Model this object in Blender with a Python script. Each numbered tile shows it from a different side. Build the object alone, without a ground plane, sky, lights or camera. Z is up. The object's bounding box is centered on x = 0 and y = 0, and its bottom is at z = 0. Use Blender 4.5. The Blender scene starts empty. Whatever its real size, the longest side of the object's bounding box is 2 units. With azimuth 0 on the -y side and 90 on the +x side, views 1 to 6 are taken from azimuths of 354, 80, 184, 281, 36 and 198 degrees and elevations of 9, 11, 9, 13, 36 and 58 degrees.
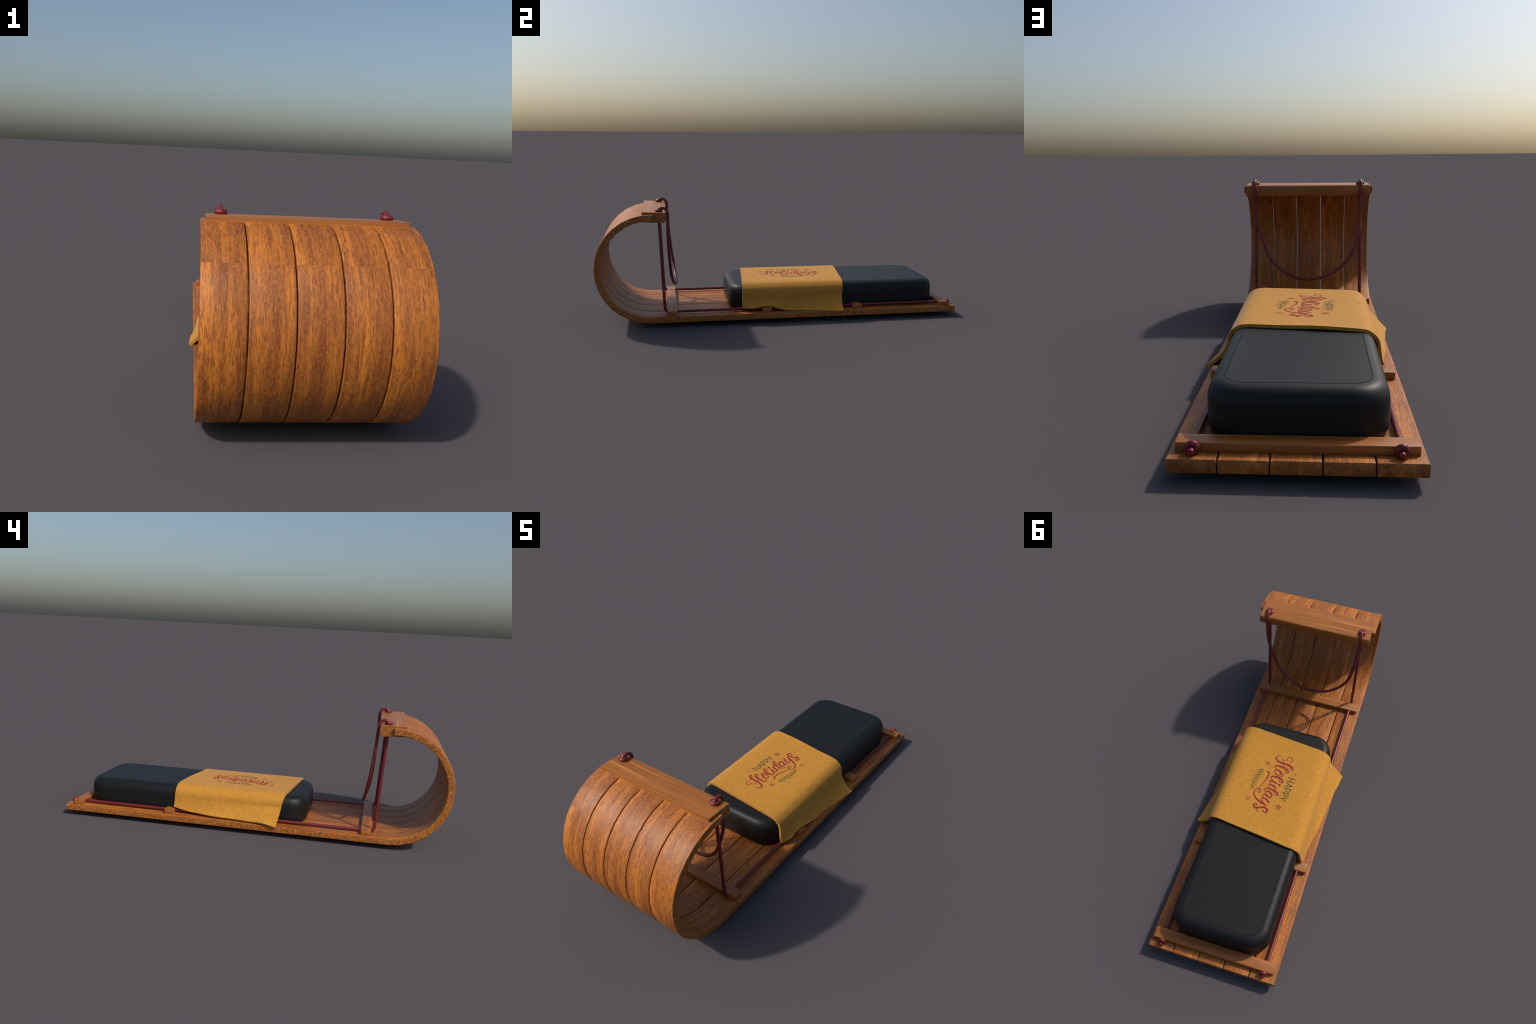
"""A wooden toboggan with curled front, rope rails, a dark seat cushion and a
mustard cloth printed with a holiday greeting."""
import bpy, bmesh, math, random
from mathutils import Vector, Matrix

random.seed(7)
COLL = bpy.context.scene.collection

# ----------------------------------------------------------------- helpers
def make_object(name, verts, faces, material, parent=None, smooth_angle=40):
    me = bpy.data.meshes.new(name)
    me.from_pydata([tuple(v) for v in verts], [], faces)
    bm = bmesh.new(); bm.from_mesh(me)
    bmesh.ops.recalc_face_normals(bm, faces=bm.faces)
    bm.to_mesh(me); bm.free()
    return wrap(name, me, material, parent, smooth_angle)

def wrap(name, me, material, parent=None, smooth_angle=40):
    for p in me.polygons:
        p.use_smooth = True
    if smooth_angle is not None:
        me.set_sharp_from_angle(angle=math.radians(smooth_angle))
    if material:
        me.materials.append(material)
    ob = bpy.data.objects.new(name, me)
    COLL.objects.link(ob)
    if parent:
        ob.parent = parent
    return ob

def catmull(pts, per=8):
    """Catmull-Rom through tuples of any dimension."""
    dim = len(pts[0])
    P = [pts[0]] + list(pts) + [pts[-1]]
    out = []
    for i in range(1, len(P) - 2):
        p0, p1, p2, p3 = P[i - 1], P[i], P[i + 1], P[i + 2]
        for k in range(per):
            t = k / per
            out.append(tuple(
                0.5 * (2 * p1[d] + (p2[d] - p0[d]) * t
                       + (2 * p0[d] - 5 * p1[d] + 4 * p2[d] - p3[d]) * t * t
                       + (3 * p1[d] - p0[d] - 3 * p2[d] + p3[d]) * t ** 3)
                for d in range(dim)))
    out.append(tuple(pts[-1]))
    return out

def resample(path, step):
    path = [Vector(p) for p in path]
    out, carry = [path[0]], 0.0
    for a, b in zip(path[:-1], path[1:]):
        L = (b - a).length
        if L < 1e-9:
            continue
        t = step - carry
        while t <= L:
            out.append(a.lerp(b, t / L)); t += step
        carry = L - (t - step)
    if (out[-1] - path[-1]).length > step * 0.3:
        out.append(path[-1])
    else:
        out[-1] = path[-1]
    return out

def frames(path, seed=Vector((1, 0, 0))):
    """Parallel-transport frames along a path of Vectors."""
    n = len(path); res = []; ref = seed
    for i in range(n):
        t = (path[min(i + 1, n - 1)] - path[max(i - 1, 0)]).normalized()
        u = (ref - t * ref.dot(t))
        if u.length < 1e-5:
            u = t.orthogonal()
        u.normalize(); ref = u
        res.append((u, t.cross(u)))
    return res

def tube(path, radius, sides=14, cap_round=0.0):
    """Verts and faces of a tube; the ends can be rounded off."""
    fr = frames(path); V, F = [], []
    n = len(path)
    for i, p in enumerate(path):
        u, w = fr[i]
        for k in range(sides):
            a = 2 * math.pi * k / sides
            V.append(p + (u * math.cos(a) + w * math.sin(a)) * radius)
    for i in range(n - 1):
        for k in range(sides):
            k2 = (k + 1) % sides
            F.append((i * sides + k, i * sides + k2, (i + 1) * sides + k2, (i + 1) * sides + k))
    for end, s in ((0, -1), (n - 1, 1)):
        t = (path[1] - path[0]) if end == 0 else (path[-1] - path[-2])
        t = t.normalized() * s
        u, w = fr[end]
        base = end * sides; prev = base
        if cap_round > 0:
            for q in (0.35, 0.7, 0.92):
                rr = radius * math.sqrt(max(0.0, 1 - q * q)); start = len(V)
                for k in range(sides):
                    a = 2 * math.pi * k / sides
                    V.append(path[end] + t * (cap_round * q) + (u * math.cos(a) + w * math.sin(a)) * rr)
                for k in range(sides):
                    k2 = (k + 1) % sides
                    F.append((prev + k, prev + k2, start + k2, start + k))
                prev = start
        F.append(tuple(range(prev, prev + sides)))
    return V, F

def helix_band(path, radius, pitch, width, phase=0.0, turn=1, lift=0.00025):
    """A dark yarn wound round a rope: a thin closed band following a helix."""
    fr = frames(path)
    V, F = [], []
    s = [0.0]
    for a, b in zip(path[:-1], path[1:]):
        s.append(s[-1] + (b - a).length)
    total = s[-1]
    steps = max(8, int(total / pitch * 16))
    j = 0
    for i in range(steps + 1):
        d = total * i / steps
        while j < len(s) - 2 and s[j + 1] < d:
            j += 1
        f = (d - s[j]) / max(1e-9, s[j + 1] - s[j])
        p = path[j].lerp(path[j + 1], f)
        u = fr[j][0].lerp(fr[j + 1][0], f).normalized()
        w = fr[j][1].lerp(fr[j + 1][1], f).normalized()
        t = (path[j + 1] - path[j]).normalized()
        a = phase + turn * 2 * math.pi * d / pitch
        r = u * math.cos(a) + w * math.sin(a)
        for along, out in ((-0.5, -0.0012), (-0.4, lift), (0.4, lift), (0.5, -0.0012)):
            V.append(p + t * (along * width) + r * (radius + out))
    for i in range(steps):
        for k in range(4):
            k2 = (k + 1) % 4
            F.append((i * 4 + k, i * 4 + k2, i * 4 + 4 + k2, i * 4 + 4 + k))
    F.append((0, 1, 2, 3)); e = steps * 4
    F.append((e, e + 3, e + 2, e + 1))
    return V, F

def check(centre, radius, width, angle, lift=0.00025, seg=5):
    """A quarter-round dark patch on a rope that runs along y."""
    V, F = [], []
    for k in range(seg + 1):
        a = angle - math.pi / 4 + math.pi / 2 * k / seg
        r = Vector((math.cos(a), 0, math.sin(a)))
        for along, out in ((-0.5, -0.001), (-0.42, lift), (0.42, lift), (0.5, -0.001)):
            V.append(centre + Vector((0, along * width, 0)) + r * (radius + out))
    for k in range(seg):
        for q in range(3):
            F.append((k * 4 + q, k * 4 + q + 1, k * 4 + q + 5, k * 4 + q + 4))
    return V, F

def join(parts):
    V, F = [], []
    for v, f in parts:
        o = len(V); V += v
        F += [tuple(i + o for i in q) for q in f]
    return V, F

# --------------------------------------------------------------- materials
class Nodes:
    def __init__(self, name):
        self.mat = bpy.data.materials.new(name); self.mat.use_nodes = True
        self.t = self.mat.node_tree; self.t.nodes.clear()
        self.out = self.t.nodes.new("ShaderNodeOutputMaterial")
        self.bsdf = self.t.nodes.new("ShaderNodeBsdfPrincipled")
        self.t.links.new(self.bsdf.outputs[0], self.out.inputs[0])
    def link(self, a, b):
        self.t.links.new(a, b)
    def put(self, sock, v):
        if hasattr(v, "is_output"):
            self.link(v, sock)
        else:
            sock.default_value = v
    def math(self, op, a, b=0.0, c=0.0):
        n = self.t.nodes.new("ShaderNodeMath"); n.operation = op
        self.put(n.inputs[0], a); self.put(n.inputs[1], b); self.put(n.inputs[2], c)
        return n.outputs[0]
    def coords(self):
        tc = self.t.nodes.new("ShaderNodeTexCoord")
        return tc.outputs["Object"]
    def split(self, v):
        n = self.t.nodes.new("ShaderNodeSeparateXYZ"); self.link(v, n.inputs[0])
        return n.outputs
    def join(self, x, y, z):
        n = self.t.nodes.new("ShaderNodeCombineXYZ")
        for s, v in zip(n.inputs, (x, y, z)):
            self.put(s, v)
        return n.outputs[0]
    def scale(self, v, sx, sy, sz):
        n = self.t.nodes.new("ShaderNodeMapping"); self.link(v, n.inputs["Vector"])
        n.inputs["Scale"].default_value = (sx, sy, sz)
        return n.outputs[0]
    def noise(self, v, scale=1.0, detail=3.0, rough=0.55, distort=0.0):
        n = self.t.nodes.new("ShaderNodeTexNoise"); self.link(v, n.inputs["Vector"])
        n.inputs["Scale"].default_value = scale; n.inputs["Detail"].default_value = detail
        n.inputs["Roughness"].default_value = rough; n.inputs["Distortion"].default_value = distort
        return n.outputs["Fac"]
    def ramp(self, f, stops):
        n = self.t.nodes.new("ShaderNodeValToRGB"); self.link(f, n.inputs[0])
        e = n.color_ramp.elements
        while len(e) < len(stops):
            e.new(0.5)
        for el, (p, c) in zip(e, stops):
            el.position = p
            el.color = (c, c, c, 1) if isinstance(c, (int, float)) else (*c, 1)
        return n.outputs[0]
    def mix(self, f, a, b, mode="MIX"):
        n = self.t.nodes.new("ShaderNodeMix"); n.data_type = "RGBA"; n.blend_type = mode
        self.put(n.inputs[0], f)
        self.put(n.inputs[6], a if hasattr(a, "is_output") else (*a, 1))
        self.put(n.inputs[7], b if hasattr(b, "is_output") else (*b, 1))
        return n.outputs[2]
    def bump(self, h, strength, dist):
        n = self.t.nodes.new("ShaderNodeBump"); self.link(h, n.inputs["Height"])
        n.inputs["Strength"].default_value = strength; n.inputs["Distance"].default_value = dist
        self.link(n.outputs[0], self.bsdf.inputs["Normal"])
    def finish(self, color, rough, spec=0.5):
        self.put(self.bsdf.inputs["Base Color"], color if hasattr(color, "is_output") else (*color, 1))
        self.put(self.bsdf.inputs["Roughness"], rough)
        self.bsdf.inputs["Specular IOR Level"].default_value = spec
        return self.mat

# curl geometry shared by the plank mesh and the plank grain
CURL_Y, CURL_Z, CURL_R, THICK = -0.7095, 0.3145, 0.2905, 0.0338
CURL_SWEEP, CURL_STEPS = math.radians(184), 16
DECK = CURL_Z - CURL_R + THICK            # top of the deck
TAIL_Y = 1.0
HALF_W = 0.305

def plank_wood():
    """Teak-like plank: grain runs along the board and round the curl."""
    n = Nodes("plank_wood")
    x, y, z = n.split(n.coords())
    info = n.t.nodes.new("ShaderNodeObjectInfo")
    rnd = n.math("MULTIPLY", info.outputs["Random"], 37.0)
    dy = n.math("SUBTRACT", CURL_Y, y); dz = n.math("SUBTRACT", CURL_Z, z)
    ang = n.math("ARCTAN2", dy, dz)
    ang = n.math("ADD", ang, n.math("MULTIPLY", n.math("LESS_THAN", ang, -1.0), 2 * math.pi))
    curled = n.math("MAXIMUM", n.math("LESS_THAN", y, CURL_Y), n.math("GREATER_THAN", z, 0.3))
    s_curl = n.math("SUBTRACT", CURL_Y, n.math("MULTIPLY", ang, CURL_R - THICK * 0.5))
    rad = n.math("SQRT", n.math("ADD", n.math("MULTIPLY", dy, dy), n.math("MULTIPLY", dz, dz)))
    d_curl = n.math("SUBTRACT", CURL_R, rad)
    d_flat = n.math("SUBTRACT", z, CURL_Z - CURL_R)
    inv = n.math("SUBTRACT", 1.0, curled)
    s = n.math("ADD", n.math("MULTIPLY", s_curl, curled), n.math("MULTIPLY", y, inv))
    d = n.math("ADD", n.math("MULTIPLY", d_curl, curled), n.math("MULTIPLY", d_flat, inv))
    # the figure starts afresh where the curl begins and again high on the curl
    block = n.math("ADD", n.math("LESS_THAN", s, CURL_Y), n.math("LESS_THAN", s, CURL_Y - 0.641))
    shift = n.math("ADD", rnd, n.math("MULTIPLY", block, 1.7))
    xs = n.math("ADD", x, shift)
    grain = n.join(xs, s, d)
    broad = n.noise(n.scale(grain, 24, 1.5, 30), 1.0, 3, 0.55, 0.4)
    streak = n.noise(n.scale(grain, 85, 7, 90), 1.0, 4, 0.65, 0.35)
    fleck = n.noise(n.scale(grain, 330, 75, 330), 1.0, 3, 0.65, 0.6)
    speck = n.noise(n.scale(grain, 420, 150, 420), 1.0, 2, 0.6, 0.4)  # fine pale specks scattered along the grain
    pore = n.noise(n.scale(grain, 300, 40, 300), 1.0, 3, 0.65, 0.3)
    # sawn edges of the boards show short slanting fibres
    geo = n.t.nodes.new("ShaderNodeNewGeometry")
    nx = n.split(geo.outputs["Normal"])[0]
    edge = n.math("GREATER_THAN", n.math("ABSOLUTE", nx), 0.85)
    lean = n.math("MULTIPLY", s, n.math("SIGN", nx))
    slant = n.join(n.math("ADD", lean, d), n.math("SUBTRACT", d, lean), shift)
    fibre = n.noise(n.scale(slant, 34, 135, 1), 1.0, 4, 0.7, 0.5)
    base = n.ramp(broad, [(0.30, (0.245, 0.067, 0.011)), (0.5, (0.398, 0.121, 0.016)), (0.70, (0.635, 0.204, 0.021))])
    base = n.mix(n.ramp(streak, [(0.38, 0.66), (0.53, 0.0)]), base, (0.150, 0.038, 0.012))
    base = n.mix(n.ramp(pore, [(0.38, 0.70), (0.52, 0.0)]), base, (0.130, 0.038, 0.011))
    base = n.mix(n.ramp(fleck, [(0.52, 0.0), (0.72, 0.65)]), base, (0.630, 0.222, 0.032))
    base = n.mix(n.ramp(speck, [(0.60, 0.0), (0.74, 0.60)]), base, (0.760, 0.295, 0.056))
    olive = n.noise(n.scale(grain, 34, 12, 34), 1.0, 2)
    base = n.mix(n.ramp(olive, [(0.54, 0.0), (0.72, 0.38)]), base, (0.310, 0.122, 0.012))
    sawn = n.ramp(fibre, [(0.36, (0.110, 0.026, 0.007)), (0.47, (0.290, 0.090, 0.013)), (0.57, (0.390, 0.138, 0.018)), (0.68, (0.700, 0.310, 0.075))])
    base = n.mix(n.math("MULTIPLY", edge, 0.88), base, sawn)
    n.bump(n.math("ADD", n.math("MULTIPLY", fleck, 0.8), n.math("ADD", n.math("MULTIPLY", pore, 0.6), n.math("MULTIPLY", speck, 0.5))), 0.35, 0.0012)
    rough = n.math("ADD", n.math("MULTIPLY", fleck, 0.16), 0.43)
    return n.finish(base, rough, 0.42)

def bar_wood():
    """Smoother, finer straight grain along the crosspieces (x)."""
    n = Nodes("bar_wood")
    co = n.coords()
    info = n.t.nodes.new("ShaderNodeObjectInfo")
    x, y, z = n.split(co)
    y2 = n.math("ADD", y, n.math("MULTIPLY", info.outputs["Random"], 11.0))
    g = n.join(x, y2, z)
    broad = n.noise(n.scale(g, 1.4, 42, 42), 1.0, 3, 0.55, 0.5)
    fine = n.noise(n.scale(g, 8, 330, 330), 1.0, 3, 0.6)
    line = n.noise(n.scale(g, 2.0, 120, 120), 1.0, 2, 0.5, 0.2)
    base = n.ramp(broad, [(0.32, (0.250, 0.078, 0.016)), (0.5, (0.320, 0.106, 0.018)), (0.7, (0.390, 0.136, 0.021))])
    base = n.mix(n.ramp(fine, [(0.32, 0.42), (0.5, 0.0)]), base, (0.130, 0.048, 0.018))
    base = n.mix(n.ramp(line, [(0.60, 0.0), (0.68, 0.55)]), base, (0.600, 0.230, 0.032))
    n.bump(fine, 0.2, 0.0006)
    return n.finish(base, 0.42, 0.45)

def cloth_material():
    n = Nodes("mustard_linen")
    co = n.coords()
    warp = n.noise(n.scale(co, 380, 70, 380), 1.0, 2, 0.6)
    weft = n.noise(n.scale(co, 70, 380, 120), 1.0, 2, 0.6)
    patch = n.noise(co, 40, 3, 0.6)
    slub = n.noise(co, 330, 3, 0.7)
    base = n.ramp(n.math("MULTIPLY", n.math("ADD", warp, weft), 0.5),
                  [(0.38, (0.370, 0.156, 0.018)), (0.5, (0.492, 0.220, 0.026)), (0.62, (0.590, 0.276, 0.036))])
    base = n.mix(n.ramp(slub, [(0.50, 0.0), (0.72, 0.65)]), base, (0.800, 0.400, 0.050))
    base = n.mix(n.ramp(patch, [(0.42, 0.22), (0.60, 0.0)]), base, (0.400, 0.170, 0.024))
    n.bump(n.math("ADD", warp, n.math("ADD", weft, slub)), 0.40, 0.0010)
    n.bsdf.inputs["Sheen Weight"].default_value = 0.15
    n.bsdf.inputs["Sheen Roughness"].default_value = 0.4
    return n.finish(base, 0.78, 0.25)

def cushion_material():
    n = Nodes("charcoal_vinyl")
    co = n.coords()
    f = n.noise(co, 600, 2, 0.5)
    base = n.ramp(f, [(0.3, (0.0065, 0.0066, 0.0068)), (0.7, (0.0085, 0.0086, 0.0089))])
    n.bump(f, 0.04, 0.0003)
    return n.finish(base, 0.50, 0.30)

def plain(name, color, rough, spec=0.5, amount=0.25, scale=350.0):
    n = Nodes(name)
    f = n.noise(n.coords(), scale, 3, 0.6)
    lo = tuple(c * (1 - amount) for c in color); hi = tuple(min(1, c * (1 + amount)) for c in color)
    n.bump(f, 0.12, 0.0005)
    return n.finish(n.ramp(f, [(0.35, lo), (0.65, hi)]), rough, spec)

PLANK = plank_wood()
BAR = bar_wood()
CLOTH = cloth_material()
VINYL = cushion_material()
SEAM = plain("cushion_seam", (0.0025, 0.0025, 0.0025), 0.95, 0.05)
ROPE = plain("red_cord", (0.215, 0.011, 0.014), 0.38, 0.5, 0.2, 500)
YARN = plain("dark_yarn", (0.030, 0.022, 0.026), 0.45, 0.5, 0.2, 500)
PRINT_RED = plain("red_print", (0.270, 0.020, 0.026), 0.75, 0.25, 0.12, 420)
PRINT_GREEN = plain("green_print", (0.042, 0.056, 0.034), 0.75, 0.25, 0.15, 420)
PRINT_RUST = plain("rust_print", (0.330, 0.092, 0.032), 0.75, 0.25, 0.12, 420)
PRINT_PALE = plain("pale_rust_print", (0.400, 0.135, 0.036), 0.75, 0.25, 0.12, 420)

# ---------------------------------------------------------------- toboggan
sled = bpy.data.objects.new("wooden_toboggan", None)
COLL.objects.link(sled)
sled["label"] = "brown wooden toboggan with curled front and red rope"
sled["category"] = "sled"

PLANKS, GAP = 5, 0.0034
PLANK_W = (2 * HALF_W - GAP * (PLANKS - 1)) / PLANKS

def rounded_rect(w, h, r, seg=4):
    pts = []
    for cx, cy, a0 in ((w / 2 - r, h - r, 0), (-w / 2 + r, h - r, 90), (-w / 2 + r, r, 180), (w / 2 - r, r, 270)):
        for k in range(seg + 1):
            a = math.radians(a0 + 90 * k / seg)
            pts.append((cx + r * math.cos(a), cy + r * math.sin(a)))
    return pts

def plank_mesh():
    """One board: a rounded section swept along the deck and round the curl."""
    section = rounded_rect(PLANK_W, THICK, 0.0037)
    stations = []                                   # (y, z of outer face, inward normal, inset)
    flat_z = CURL_Z - CURL_R
    ys = [TAIL_Y, TAIL_Y - 0.0012] + [TAIL_Y - 0.0012 + (CURL_Y - TAIL_Y + 0.0012) * k / 10 for k in range(1, 10)]
    for k, yy in enumerate(ys):
        stations.append((yy, flat_z, (0.0, 1.0), 0.0014 if k == 0 else 0.0))
    for k in range(CURL_STEPS + 1):
        a = CURL_SWEEP * k / CURL_STEPS
        stations.append((CURL_Y - CURL_R * math.sin(a), CURL_Z - CURL_R * math.cos(a), (math.sin(a), math.cos(a)), 0.0))
    V, F = [], []
    m = len(section)
    for yy, zz, nrm, inset in stations:
        for px, pd in section:
            if inset:
                px *= 1 - 2 * inset / PLANK_W
                pd = THICK / 2 + (pd - THICK / 2) * (1 - 2 * inset / THICK)
            V.append((px, yy + nrm[0] * pd, zz + nrm[1] * pd))
    for i in range(len(stations) - 1):
        for k in range(m):
            k2 = (k + 1) % m
            F.append((i * m + k, i * m + k2, (i + 1) * m + k2, (i + 1) * m + k))
    F.append(tuple(range(m)))
    e = (len(stations) - 1) * m
    F.append(tuple(range(e, e + m)))
    return V, F

first = make_object("plank", *plank_mesh(), PLANK, sled, 38)
for i in range(PLANKS):
    ob = first if i == 0 else first.copy()
    if i:
        COLL.objects.link(ob)
    ob.location.x = -HALF_W + PLANK_W / 2 + i * (PLANK_W + GAP)

# crosspieces
BAR_Y = (-0.599, -0.087, 0.427, 0.937)
BAR_HALF, BAR_DEPTH, BAR_TOP = 0.290, 0.050, 0.0818
def bar_mesh():
    me = bpy.data.meshes.new("crosspiece")
    bm = bmesh.new()
    bmesh.ops.create_cube(bm, size=1.0)
    h = BAR_TOP - (DECK - 0.001)
    bmesh.ops.scale(bm, vec=(2 * BAR_HALF, BAR_DEPTH, h), verts=bm.verts)
    bmesh.ops.bevel(bm, geom=list(bm.edges), offset=0.0030, segments=3, profile=0.5, affect="EDGES")
    bm.to_mesh(me); bm.free()
    return me
bar_data = bar_mesh()
for i, yy in enumerate(BAR_Y):
    if i == 0:
        ob = wrap("crosspiece", bar_data, BAR, sled, 50); bar0 = ob
    else:
        ob = bar0.copy(); COLL.objects.link(ob)
    ob.location = (0, yy, (BAR_TOP + DECK - 0.001) / 2)

# guessed strips, added unseen under the deck to fill the gap to the ground
def strip_mesh():
    me = bpy.data.meshes.new("guessed_runner")
    bm = bmesh.new()
    bmesh.ops.create_cube(bm, size=1.0)
    h = CURL_Z - CURL_R + 0.001
    bmesh.ops.scale(bm, vec=(0.040, 1.50, h), verts=bm.verts)
    bmesh.ops.bevel(bm, geom=list(bm.edges), offset=0.0030, segments=2, profile=0.5, affect="EDGES")
    bm.to_mesh(me); bm.free()
    return me
guessed_runner = wrap("guessed_runner", strip_mesh(), PLANK, sled, 50)
for i, xx in enumerate((-0.205, 0.205)):
    ob = guessed_runner if i == 0 else guessed_runner.copy()
    if i:
        COLL.objects.link(ob)
    ob.location = (xx, 0.170, (CURL_Z - CURL_R + 0.001) / 2)

# top rail gripping the plank ends; it tilts with the end of the curl
def rail_mesh():
    tilt = math.radians(-2.8)
    def fillet(cy, cz, r, a0, a1, n=6):
        return [(cy + r * math.cos(math.radians(a0 + (a1 - a0) * k / n)),
                 cz + r * math.sin(math.radians(a0 + (a1 - a0) * k / n))) for k in range(n + 1)]
    L, H = 0.1262, 0.0530
    prof = fillet(0.0015, H - 0.0015, 0.0015, 180, 90, 2) + fillet(L - 0.009, H - 0.009, 0.009, 90, 0) \
        + fillet(L - 0.014, 0.014, 0.014, 0, -90) + fillet(0.002, 0.002, 0.002, -90, -180, 2)
    V, F = [], []
    half = 0.290
    c, s = math.cos(tilt), math.sin(tilt)
    for xx, inset in ((-half, 0.0015), (-half + 0.0015, 0), (half - 0.0015, 0), (half, 0.0015)):
        for py, pz in prof:
            if inset:
                py = L / 2 + (py - L / 2) * (1 - 2 * inset / L); pz = H / 2 + (pz - H / 2) * (1 - 2 * inset / H)
            V.append((xx, -0.7505 + py * c - pz * s, 0.5648 + py * s + pz * c))
    m = len(prof)
    for i in range(3):
        for k in range(m):
            k2 = (k + 1) % m
            F.append((i * m + k, i * m + k2, (i + 1) * m + k2, (i + 1) * m + k))
    F.append(tuple(range(m))); F.append(tuple(range(3 * m, 4 * m)))
    return V, F
make_object("top_rail", *rail_mesh(), BAR, sled, 35)

# ------------------------------------------------------------------- ropes
ROPE_X, ROPE_Z, ROPE_R = 0.2468, 0.0712, 0.0077
def side_rope(sign):
    """Runs through the crosspieces, turns up at the first and rises to the rail."""
    x = sign * ROPE_X
    run = [Vector((x, 0.975, ROPE_Z)), Vector((x, -0.560, ROPE_Z)), Vector((x, -0.624, ROPE_Z + 0.0005))]
    bend = catmull([(x, -0.624, ROPE_Z + 0.0005), (x, -0.6325, ROPE_Z + 0.004), (x, -0.6385, ROPE_Z + 0.013), (x, -0.6405, ROPE_Z + 0.028)], 5)
    x2 = sign * (ROPE_X - 0.001)
    rise = [Vector((x2, -0.6595, 0.545)), Vector((x2, -0.660, 0.612))]
    low = resample(run, 0.02)
    bent = [Vector(p) for p in bend]
    up = resample([bent[-1]] + rise, 0.02)
    V, F = tube(low[:-1] + bent[:-1] + up, ROPE_R, 14)
    ob = make_object("side_rope", V, F, ROPE, sled, 60)
    up_path = resample(bent + rise, 0.006)
    low_path = resample(run, 0.01)
    bands = [helix_band(up_path, ROPE_R, 0.0068, 0.0018, 0.0, 1)]
    count = int((run[0] - run[1]).length / 0.0152)
    for k in range(count):
        for quarter in range(4):                       # woven checks: neighbours half a step apart
            yy = run[0].y - 0.0152 * (k + 0.25 + 0.5 * (quarter % 2))
            bands.append(check(Vector((x, yy, ROPE_Z)), ROPE_R, 0.0046, math.radians(90 * quarter)))
    y = make_object("dark_yarn", *join(bands), YARN, ob, 60)
    y["kind"] = "stuff"
    return ob

for sgn in (1, -1):
    side_rope(sgn)

def knot(name_path, radius, parent, tail=None):
    """A coiled stopper knot: a ring of rope, optionally with a stub end."""
    parts = [tube(name_path, radius, 14, radius * 0.8)]
    bands = [helix_band(name_path, radius, 0.021, 0.0040, 0.3, 1), helix_band(name_path, radius, 0.021, 0.0034, 3.4, 1)]
    if tail:
        parts.append(tube(tail, radius * 1.06, 14, radius * 0.45))
        bands.append(helix_band(tail, radius * 1.06, 0.016, 0.0036, 0.0, 1))
    ob = make_object("knot", *join(parts), ROPE, parent, 60)
    y = make_object("dark_yarn", *join(bands), YARN, ob, 60)
    y["kind"] = "stuff"
    return ob

def coil(centre, axis_u, axis_v, axis_n, R, turns=1.15, climb=0.003, start=0.0, n=44):
    out = []
    for k in range(n + 1):
        t = k / n
        a = start + 2 * math.pi * turns * t
        rr = R * (1 - 0.22 * max(0.0, (t - 1 / turns) * turns))
        out.append(centre + axis_u * (rr * math.cos(a)) + axis_v * (rr * math.sin(a)) + axis_n * (climb * (t - 0.5)))
    return out

X, Y, Z = Vector((1, 0, 0)), Vector((0, 1, 0)), Vector((0, 0, 1))
for sgn in (1, -1):
    c = Vector((sgn * 0.2457, 0.9690, 0.0728))
    ring = coil(c, X, Z, Y, 0.0106, 1.0, 0.0, 1.2)
    stub = resample([c + Vector((0.0, -0.004, 0.0)), c + Vector((0.001, 0.010, -0.0035)), c + Vector((0.001, 0.0165, -0.0045))], 0.003)
    knot(ring, 0.0080, sled, stub)
    c = Vector((sgn * 0.2465, -0.6610, 0.6205))
    tilt_y = Vector((0, math.cos(math.radians(2.8)), -math.sin(math.radians(2.8))))
    knot(coil(c, X, tilt_y, Z, 0.0118, 1.0, 0.0, 1.9), 0.0080, sled)

# hanging pull cord: arches out of one knot, sags, returns to the other
arch = [(-0.6700, 0.6150), (-0.6680, 0.6220), (-0.6600, 0.6282), (-0.6480, 0.6322), (-0.6360, 0.6318), (-0.6260, 0.6260),
        (-0.6185, 0.6150), (-0.6150, 0.6000)]
sag = [(0.2466, -0.6145, 0.5650), (0.2460, -0.6165, 0.5150), (0.2400, -0.6150, 0.4480), (0.2190, -0.6105, 0.3770), (0.1880, -0.6050, 0.2940),
       (0.1520, -0.5985, 0.2420), (0.0990, -0.5890, 0.2010), (0.0465, -0.5780, 0.1795), (-0.0055, -0.5720, 0.1755), (-0.0670, -0.5720, 0.1845),
       (-0.1290, -0.5760, 0.2115), (-0.1800, -0.5825, 0.2580), (-0.2160, -0.5915, 0.3180), (-0.2350, -0.6010, 0.4020),
       (-0.2435, -0.6090, 0.4900), (-0.2465, -0.6130, 0.5650)]
cord_pts = [(0.2466, y, z) for y, z in arch] + sag + [(-0.2466, y, z) for y, z in reversed(arch)]
cord_path = resample([Vector(p) for p in catmull(cord_pts, 8)], 0.006)
CORD_R = 0.0076
cord = make_object("pull_cord", *tube(cord_path, CORD_R, 14), ROPE, sled, 60)
cord_yarn = make_object("dark_yarn", *join([
    helix_band(cord_path, CORD_R, 0.0170, 0.0036, 0.0, 1),
    helix_band(cord_path, CORD_R, 0.0340, 0.0036, 2.0, -1, 0.0003)]), YARN, cord, 60)
cord_yarn["kind"] = "stuff"

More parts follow.
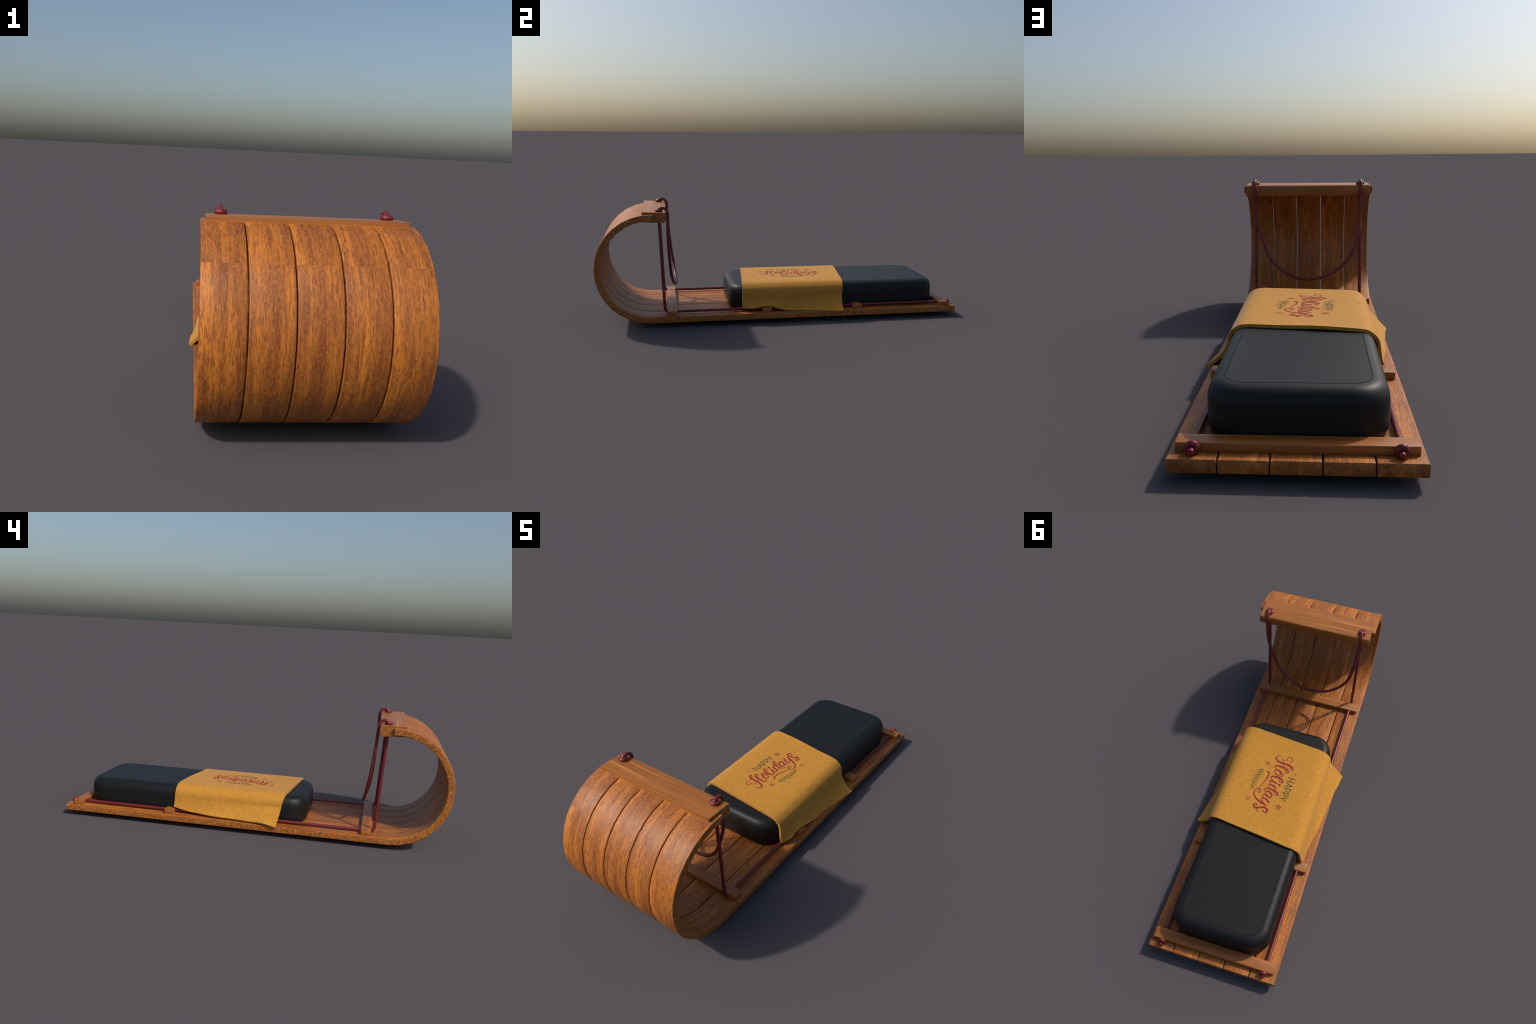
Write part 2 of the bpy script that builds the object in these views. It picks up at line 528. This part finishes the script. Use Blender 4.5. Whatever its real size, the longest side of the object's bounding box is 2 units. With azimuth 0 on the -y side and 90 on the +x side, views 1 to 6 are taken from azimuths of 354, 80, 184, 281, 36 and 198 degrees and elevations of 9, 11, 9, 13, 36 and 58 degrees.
# ----------------------------------------------------------------- cushion
PAD_HX, PAD_FRONT, PAD_BACK, PAD_TOP = 0.2335, -0.2865, 0.9075, 0.1957
def plan_ring(inset, z, seg=10, corner=0.094):
    hx = PAD_HX - inset
    y0, y1 = PAD_FRONT + inset * 0.95, PAD_BACK - inset * 0.95
    r = max(0.02, corner - inset * 0.8)
    pts = []
    for cx, cy, a0 in ((hx - r, y1 - r, 0), (-hx + r, y1 - r, 90), (-hx + r, y0 + r, 180), (hx - r, y0 + r, 270)):
        for k in range(seg + 1):
            a = math.radians(a0 + 90 * k / seg)
            pts.append((cx + r * math.cos(a), cy + r * math.sin(a), z))
    return pts

def cushion_mesh():
    prof = catmull([(0.060, DECK + 0.0003), (0.0170, DECK + 0.0005), (0.0080, 0.0620), (0.0028, 0.0700), (0.0005, 0.0810), (0.0, 0.0950), (0.0, 0.1280),
                    (0.0004, 0.1475), (0.0026, 0.1620), (0.0082, 0.1760), (0.0170, 0.1865), (0.0275, 0.1927), (0.0370, 0.1950), (0.0445, PAD_TOP), (0.052, PAD_TOP)], 4)
    rings = [plan_ring(i, min(max(z, DECK + 0.0003), PAD_TOP)) for i, z in prof]
    m = len(rings[0]); V = [p for r in rings for p in r]; F = []
    for i in range(len(rings) - 1):
        for k in range(m):
            k2 = (k + 1) % m
            F.append((i * m + k, i * m + k2, (i + 1) * m + k2, (i + 1) * m + k))
    F.append(tuple(range(m)))
    F.append(tuple(range((len(rings) - 1) * m, len(rings) * m)))
    return V, F
cushion = make_object("seat_cushion", *cushion_mesh(), VINYL, None, None)
cushion["label"] = "long charcoal black padded cushion with rounded edges"
cushion["category"] = "cushion"

def seam_path():
    hx, y0, y1, r = 0.1893, -0.14, 0.8618, 0.056
    pts = []
    for cx, cy, a0 in ((hx - r, y1 - r, 0), (-hx + r, y1 - r, 90), (-hx + r, y0 + r, 180), (hx - r, y0 + r, 270)):
        for k in range(9):
            a = math.radians(a0 + 90 * k / 8)
            pts.append(Vector((cx + r * math.cos(a), cy + r * math.sin(a), PAD_TOP - 0.0001)))
    pts.append(pts[0].copy())
    return pts
make_object("seam", *tube(seam_path(), 0.0008, 8), SEAM, cushion, 60)

# ------------------------------------------------------------------ blanket
CLOTH_TOP, CLOTH_T = 0.2083, 0.0112
# hem (outer lower edge) control points per side: y, |x|, z
HEM_LEFT = [(0.4075, 0.2600, 0.0915), (0.3200, 0.2690, 0.0767), (0.2326, 0.2814, 0.0730), (0.1490, 0.2904, 0.0708),
            (0.0590, 0.2983, 0.0704), (-0.0330, 0.3070, 0.0704), (-0.0750, 0.3165, 0.0715), (-0.1480, 0.3235, 0.0588)]
HEM_RIGHT = [(0.3335, 0.3220, 0.0610), (0.2900, 0.3150, 0.0600), (0.2153, 0.3027, 0.0601), (0.1227, 0.2900, 0.0611), (0.0240, 0.2835, 0.0660),
             (-0.0250, 0.2850, 0.0800), (-0.0650, 0.2856, 0.0928), (-0.1040, 0.2790, 0.0920), (-0.1300, 0.2745, 0.0860), (-0.1580, 0.2760, 0.0806),
             (-0.1900, 0.2715, 0.0800), (-0.2225, 0.2600, 0.0808)]
def hem_at(table, y):
    pts = catmull(table, 10)
    if y >= pts[0][0]:
        return pts[0][1:]
    for a, b in zip(pts[:-1], pts[1:]):
        if b[0] <= y <= a[0]:
            t = (a[0] - y) / max(1e-9, a[0] - b[0])
            return a[1] + (b[1] - a[1]) * t, a[2] + (b[2] - a[2]) * t
    return pts[-1][1:]

def cloth_mesh():
    """Sections across the cushion, from one hem up, over and down to the other."""
    rows = 72
    # y of the front and back edges at left hem, left shoulder, right shoulder, right hem
    front = (-0.1480, -0.1790, -0.2150, -0.2225)
    back = (0.4075, 0.4030, 0.3570, 0.3335)
    def half(xh, zh, f1=0.10, f2=0.42):
        bx, bz = 0.2500, 0.1380
        return [(0.150, CLOTH_TOP), (0.180, CLOTH_TOP - 0.0006), (0.2100, CLOTH_TOP - 0.0058), (0.2345, 0.1850), (0.2462, 0.1640), (bx, bz),
                (bx + f1 * (xh - bx), bz + (zh - bz) * 0.35), (bx + f2 * (xh - bx), bz + (zh - bz) * 0.70), (xh, zh)]
    V, F = [], []
    cols = 0
    for i in range(rows + 1):
        a = i / rows
        yl = back[0] + (front[0] - back[0]) * a
        yr = back[3] + (front[3] - back[3]) * a
        left = half(*hem_at(HEM_LEFT, yl), 0.20 + 0.14 * a ** 4, 0.52 + 0.16 * a ** 4); right = half(*hem_at(HEM_RIGHT, yr), 0.10 + 0.10 * (1 - a) ** 2, 0.42 + 0.14 * (1 - a) ** 2)
        sec = [(-p[0], p[1]) for p in reversed(left)] + [(-0.05, CLOTH_TOP), (0.05, CLOTH_TOP)] + right
        line = catmull(sec, 5)
        cols = len(line)
        n = cols - 1
        ksh_l, ksh_r = 7 * 5, n - 7 * 5
        for k, (px, pz) in enumerate(line):
            def edge(e):
                if k <= ksh_l:
                    t = k / ksh_l; return e[0] + (e[1] - e[0]) * t
                if k >= ksh_r:
                    t = (k - ksh_r) / (n - ksh_r); return e[2] + (e[3] - e[2]) * t
                t = (px - line[ksh_l][0]) / (line[ksh_r][0] - line[ksh_l][0])
                return e[1] + (e[2] - e[1]) * t
            y = edge(back) + (edge(front) - edge(back)) * a
            z = min(pz, CLOTH_TOP)
            # back edge lifts off the cushion a little on one side
            lift = max(0.0, 1 - a / 0.10) ** 2
            if -0.2 < px < 0.10:
                z += 0.0035 * lift * math.sin(math.pi * (0.10 - px) / 0.30) ** 2
            # soft creases in the hanging sides
            drop = max(0.0, (0.17 - pz) / 0.11)
            px += math.copysign(1, px) * drop * 0.0022 * math.sin(y * 31 + (0.7 if px > 0 else 2.0)) * (1 - abs(2 * a - 1) ** 4)
            V.append((px, y, z))
    for i in range(rows):
        for k in range(cols - 1):
            F.append((i * cols + k, i * cols + k + 1, (i + 1) * cols + k + 1, (i + 1) * cols + k))
    return V, F

def solid_cloth():
    V, F = cloth_mesh()
    me = bpy.data.meshes.new("blanket"); me.from_pydata(V, [], F)
    bm = bmesh.new(); bm.from_mesh(me)
    bm.normal_update()
    up = sum(f.normal.z for f in bm.faces)
    if up < 0:
        bmesh.ops.reverse_faces(bm, faces=bm.faces); bm.normal_update()
    top = list(bm.verts); normals = [v.normal.copy() for v in top]
    rim = [e for e in bm.edges if e.is_boundary]
    pairs = {}
    for v, nn in zip(top, normals):
        pairs[v] = bm.verts.new(v.co - nn * CLOTH_T)
    for f in list(bm.faces):
        bm.faces.new([pairs[v] for v in reversed(f.verts)])
    for e in rim:
        a, b = e.verts
        bm.faces.new((a, b, pairs[b], pairs[a]))
    bmesh.ops.recalc_face_normals(bm, faces=bm.faces)
    bm.to_mesh(me); bm.free()
    return me
blanket = wrap("blanket", solid_cloth(), CLOTH, None, 45)
blanket["label"] = "mustard yellow linen cloth printed with red holiday lettering"
blanket["category"] = "blanket"

# ------------------------------------------------------- printed decoration
# Print frame: s runs along the line of writing, t towards the tops of the letters (mm).
PRINT_O = Vector((-0.0090, 0.0936)) 
PRINT_S = Vector((0.0802, 0.9968)); PRINT_T = Vector((-0.9968, 0.0802))
layer = [0]
def to_cloth(s, t, z):
    p = PRINT_O + PRINT_S * (s * 0.001) + PRINT_T * (t * 0.001)
    return (p.x, p.y, z)

def stroke(pts, per=7, cap=True):
    """A pen stroke of varying width as a thin raised ribbon with round ends."""
    P = catmull(pts, per) if len(pts) > 2 else list(pts)
    layer[0] += 1
    z0 = CLOTH_TOP + 0.00022 + 0.00003 * (layer[0] % 8)
    L, R = [], []
    n = len(P)
    for i, (s, t, w) in enumerate(P):
        a, b = P[max(0, i - 1)], P[min(n - 1, i + 1)]
        dx, dy = b[0] - a[0], b[1] - a[1]
        d = math.hypot(dx, dy) or 1.0
        nx, ny = -dy / d, dx / d
        z = z0 + 0.00020 * i / n
        L.append((s + nx * w / 2, t + ny * w / 2, z)); R.append((s - nx * w / 2, t - ny * w / 2, z))
    def cap_pts(c, toward, w, z):
        base = math.atan2(toward[1], toward[0])
        return [(c[0] + w / 2 * math.cos(base + a), c[1] + w / 2 * math.sin(base + a), z)
                for a in (math.radians(q) for q in (60, 30, 0, -30, -60))]
    head = cap_pts(P[0], (P[0][0] - P[1][0], P[0][1] - P[1][1]), P[0][2], R[0][2])
    tail = cap_pts(P[-1], (P[-1][0] - P[-2][0], P[-1][1] - P[-2][1]), P[-1][2], L[-1][2])
    V, F = [], []
    for l, r in zip(L, R):
        for s, t, z in (l, r):
            V.append(to_cloth(s, t, z))
        for s, t, z in (l, r):
            V.append(to_cloth(s, t, CLOTH_TOP - 0.001))
    for i in range(n - 1):
        o = i * 4
        F += [(o, o + 1, o + 5, o + 4), (o, o + 4, o + 6, o + 2), (o + 1, o + 3, o + 7, o + 5)]
    for pts_c, i, flip in ((head, 0, False), (tail, n - 1, True)):
        o = i * 4; start = len(V)
        for s, t, z in pts_c:
            V.append(to_cloth(s, t, z))
        idx = list(range(start, start + 5))
        F.append(tuple([o + 1] + (idx[::-1] if False else idx) + [o]) if not flip else tuple([o] + idx + [o + 1]))
    return V, F

def disc(s, t, r, n=28):
    V = [to_cloth(s + r * math.cos(2 * math.pi * k / n), t + r * math.sin(2 * math.pi * k / n), CLOTH_TOP + 0.0004) for k in range(n)]
    V += [(x, y, CLOTH_TOP - 0.001) for x, y, z in V]
    return V, [tuple(range(n))] + [(k, (k + 1) % n, n + (k + 1) % n, n + k) for k in range(n)]

def letter(parts, mat, name="letter"):
    V, F = join(parts)
    me = bpy.data.meshes.new(name); me.from_pydata(V, [], F)
    bm = bmesh.new(); bm.from_mesh(me); bm.normal_update()
    for f in bm.faces:                       # printed faces look up
        if abs(f.normal.z) > 0.8 and f.normal.z < 0:
            f.normal_flip()
    bm.to_mesh(me); bm.free()
    ob = bpy.data.objects.new(name, me); COLL.objects.link(ob)
    me.materials.append(mat); ob.parent = blanket
    return ob

# script capital H
letter([stroke([(-172.1, -27.0, 2.9), (-171.1, -36.6, 4.4), (-160.4, -43.2, 6.3), (-149.0, -41.9, 7.8), (-139.4, -29.2, 9.2), (-134.6, -7.2, 10.2),
                (-135.7, 12.2, 10.7), (-135.5, 29.5, 11.2), (-131.9, 45.9, 10.7), (-125.4, 58.3, 8.3), (-117.1, 61.6, 5.8), (-113.4, 58.1, 4.9),
                (-117.7, 50.2, 4.4), (-127.9, 43.0, 3.4)]),
        stroke([(-136.1, 38.2, 2.4), (-153.4, 37.3, 2.9), (-169.9, 38.2, 3.9), (-179.6, 33.1, 4.4), (-182.5, 23.3, 4.4), (-177.0, 14.3, 4.4),
                (-168.1, 12.1, 3.9), (-162.9, 14.6, 4.4), (-160.9, 19.9, 3.4)]),
        stroke([(-158.1, -10.3, 3.4), (-155.8, -3.4, 3.9), (-147.7, 1.9, 3.4), (-134.7, 6.1, 2.7), (-121.8, 10.4, 2.7), (-112.3, 15.4, 2.2)]),
        stroke([(-102.3, 23.2, 2.9), (-92.5, 30.8, 3.9), (-87.7, 38.9, 4.4), (-90.5, 45.7, 5.8), (-100.5, 43.6, 8.3), (-107.9, 33.3, 10.2),
                (-112.2, 16.7, 11.2), (-112.9, -0.9, 10.7), (-111.8, -17.8, 8.7), (-108.7, -28.9, 5.8), (-102.7, -30.9, 4.4), (-95.7, -23.6, 3.4), (-89.0, -13.0, 2.7)])],
       PRINT_RED)
# o
letter([stroke([(-69.2, 14.9, 6.8), (-79.1, 12.4, 9.7), (-86.0, 2.2, 9.7), (-86.9, -12.5, 7.3), (-81.0, -20.0, 5.8), (-72.2, -18.8, 5.3), (-64.1, -10.6, 5.3),
                (-58.9, 1.4, 5.3), (-58.2, 14.0, 5.3), (-62.9, 25.5, 5.3), (-71.4, 28.8, 5.3), (-77.9, 21.9, 4.4), (-75.2, 13.2, 3.4), (-66.8, 6.8, 2.9),
                (-56.1, 5.0, 2.9), (-48.7, 6.8, 2.4)])], PRINT_RED)
# l
letter([stroke([(-36.2, 19.4, 2.9), (-29.0, 26.0, 3.9), (-24.2, 33.3, 4.1), (-24.9, 40.2, 5.3), (-31.8, 41.9, 7.3), (-40.4, 33.1, 9.7), (-46.4, 16.3, 11.2),
                (-46.9, -3.5, 10.7), (-42.8, -19.0, 8.7), (-37.0, -23.9, 5.3), (-28.6, -19.0, 4.4), (-21.4, -7.1, 3.2)])], PRINT_RED)
# i and its dot
letter([stroke([(-11.3, 16.6, 8.3), (-15.0, 2.3, 9.7), (-16.9, -12.7, 8.7), (-14.2, -20.6, 5.8), (-6.9, -19.2, 4.4), (0.9, -10.6, 3.9), (5.8, -1.7, 3.2)]),
        disc(-8.3, 31.9, 7.0)], PRINT_RED)
# d
letter([stroke([(24.3, 22.9, 3.2), (13.3, 18.9, 8.3), (6.4, 5.1, 9.7), (5.0, -8.9, 8.3), (10.2, -16.5, 5.8), (18.2, -15.6, 4.4), (25.7, -6.4, 4.1), (29.6, 8.6, 3.2)]),
        stroke([(38.8, 20.2, 2.9), (48.0, 29.5, 3.9), (53.2, 39.0, 4.4), (51.1, 47.0, 5.8), (42.0, 44.3, 8.3), (34.0, 29.8, 10.7), (30.8, 14.0, 10.2),
                (29.5, -3.5, 8.7), (31.9, -19.6, 6.8), (36.5, -27.5, 4.9), (44.2, -29.1, 3.9), (50.6, -25.1, 2.9)])], PRINT_RED)
# a
letter([stroke([(78.6, 17.5, 5.3), (66.5, 21.5, 7.3), (54.3, 14.1, 9.2), (46.7, -1.3, 9.7), (46.9, -13.3, 8.3), (52.2, -18.4, 5.8), (59.8, -15.2, 4.9),
                (68.7, -4.1, 4.4), (75.2, 8.3, 3.9)]),
        stroke([(77.2, 16.8, 6.3), (73.9, 3.3, 9.2), (70.3, -10.7, 7.8), (72.2, -19.6, 5.8), (79.1, -21.5, 4.4), (85.8, -15.1, 3.9), (90.6, -5.6, 2.9)])], PRINT_RED)
# y with the long looping tail
letter([stroke([(104.7, 21.9, 8.3), (96.4, 10.0, 9.7), (91.2, -4.3, 8.7), (92.5, -15.3, 6.3), (98.7, -20.5, 4.9), (105.9, -17.4, 4.4), (112.7, -7.3, 3.9), (118.3, 4.3, 2.9)]),
        stroke([(124.4, 14.5, 5.8), (120.9, -1.4, 9.7), (116.4, -20.1, 10.2), (109.5, -40.1, 8.7), (98.5, -56.9, 7.3), (86.1, -67.1, 6.3), (71.0, -71.2, 5.3),
                (57.5, -68.5, 4.4), (50.0, -60.7, 3.9), (49.1, -51.4, 3.9), (54.5, -44.2, 4.4), (64.4, -41.2, 4.4), (71.2, -45.5, 4.4), (68.4, -52.4, 3.9),
                (57.7, -55.5, 3.4), (44.5, -55.3, 3.4), (24.6, -52.0, 3.9), (3.3, -46.4, 4.4), (-18.7, -40.9, 5.3), (-40.4, -40.2, 6.8), (-53.6, -43.2, 7.3),
                (-60.9, -50.0, 6.3), (-59.4, -58.5, 3.4)])], PRINT_RED)
# s
letter([stroke([(145.9, -32.8, 3.2), (142.6, -27.8, 3.9), (135.1, -29.5, 4.9), (133.5, -36.9, 5.8), (140.0, -42.6, 7.3), (149.2, -40.8, 8.7), (155.0, -31.3, 9.2),
                (152.7, -19.0, 9.7), (144.6, -5.7, 9.7), (138.8, 8.6, 10.2), (140.6, 23.2, 10.2), (147.5, 30.9, 9.7), (157.9, 31.6, 8.3), (163.5, 24.4, 6.3),
                (159.7, 14.1, 4.9), (152.8, 7.4, 3.4)]),
        stroke([(156.1, -24.4, 3.9), (163.5, -19.7, 4.9), (168.5, -14.1, 4.4), (170.0, -8.7, 2.7)])], PRINT_RED)

# upright capitals of the small word above
BASE, CAP, PEN = 59.5, 96.0, 4.1
def bar_stroke(*pts):
    return stroke([(s, t, PEN) for s, t in pts], 5)
def cap_p(s0):
    return [bar_stroke((s0, BASE), (s0 - 0.8, CAP - 1)),
            bar_stroke((s0 - 0.8, CAP - 1), (s0 + 11.5, CAP), (s0 + 18.2, CAP - 6.5), (s0 + 17.0, CAP - 16.5), (s0 + 9.3, CAP - 21.7), (s0, CAP - 22.8))]
letter([bar_stroke((-66.8, BASE), (-66.9, CAP)), bar_stroke((-46.2, BASE), (-46.1, CAP)), bar_stroke((-66.2, 77.5), (-46.3, 77.4))], PRINT_GREEN)
letter([bar_stroke((-36.2, BASE), (-23.9, CAP)), bar_stroke((-14.4, BASE), (-23.9, CAP)), bar_stroke((-31.8, 72.3), (-18.0, 73.0))], PRINT_GREEN)
letter(cap_p(-4.2), PRINT_GREEN)
letter(cap_p(24.4), PRINT_GREEN)
letter([bar_stroke((59.2, BASE), (58.8, 77.4)), bar_stroke((58.8, 77.4), (48.0, CAP)), bar_stroke((58.8, 77.4), (69.4, CAP))], PRINT_GREEN)

# evergreen sprig: a bowed stem with needles to both sides
def sprig():
    stem = [(-67.7, -80.9), (-47.0, -87.6), (-22.2, -91.8), (4.7, -95.0), (29.9, -94.0), (51.2, -90.9), (62.2, -89.2)]
    parts = [stroke([(s, t, 2.4) for s, t in stem], 5)]
    upper = [(-63.7, -82.2, 26, 12), (-48.7, -87.0, 20, 11), (-34.2, -90.7, 21.5, 14), (-22.2, -91.8, 25, 15), (-5.8, -93.4, 29, 17), (12.9, -94.0, 26, 12.5), (45.5, -90.8, 12, 8)]
    for s, t, ds, dt in upper:
        parts.append(stroke([(s, t, 2.2), (s + ds * 0.45, t + dt * 0.58, 2.6), (s + ds, t + dt, 1.6)], 4))
    lower = [(-63.7, -83.5, 17, -21), (-48.7, -87.0, 18.5, -19.5), (-29.7, -91.3, 28, -23), (-7.9, -95.5, 22, -15.6), (9.7, -96.5, 20, -10), (27.8, -92.4, 22.4, -11.2), (45.9, -91.9, 16, -5), (50, -91, 14, 1)]
    for s, t, ds, dt in lower:
        parts.append(stroke([(s, t, 2.2), (s + ds * 0.42, t + dt * 0.55, 2.6), (s + ds, t + dt, 1.6)], 4))
    return parts
letter(sprig(), PRINT_GREEN, "evergreen_sprig")

def star(s, t, ts, tt, r, mat):
    a0 = math.atan2(tt - t, ts - s)
    ring = []
    for k in range(10):
        rr = r if k % 2 == 0 else r * 0.40
        a = a0 + math.pi * k / 5
        ring.append(to_cloth(s + rr * math.cos(a), t + rr * math.sin(a), CLOTH_TOP + 0.0004))
    V = ring + [(x, y, CLOTH_TOP - 0.001) for x, y, z in ring]
    letter([(V, [tuple(range(10))] + [(k, (k + 1) % 10, 10 + (k + 1) % 10, 10 + k) for k in range(10)])], mat, "star")
star(-96.4, 85.1, -105.5, 84.1, 8.8, PRINT_RUST)
star(-107.5, -71.3, -120.1, -74.4, 16.5, PRINT_RUST)
star(120.2, -84.4, 103.8, -91.6, 18.2, PRINT_PALE)
star(110.6, 75.8, 92.7, 74.5, 22.5, PRINT_RUST)
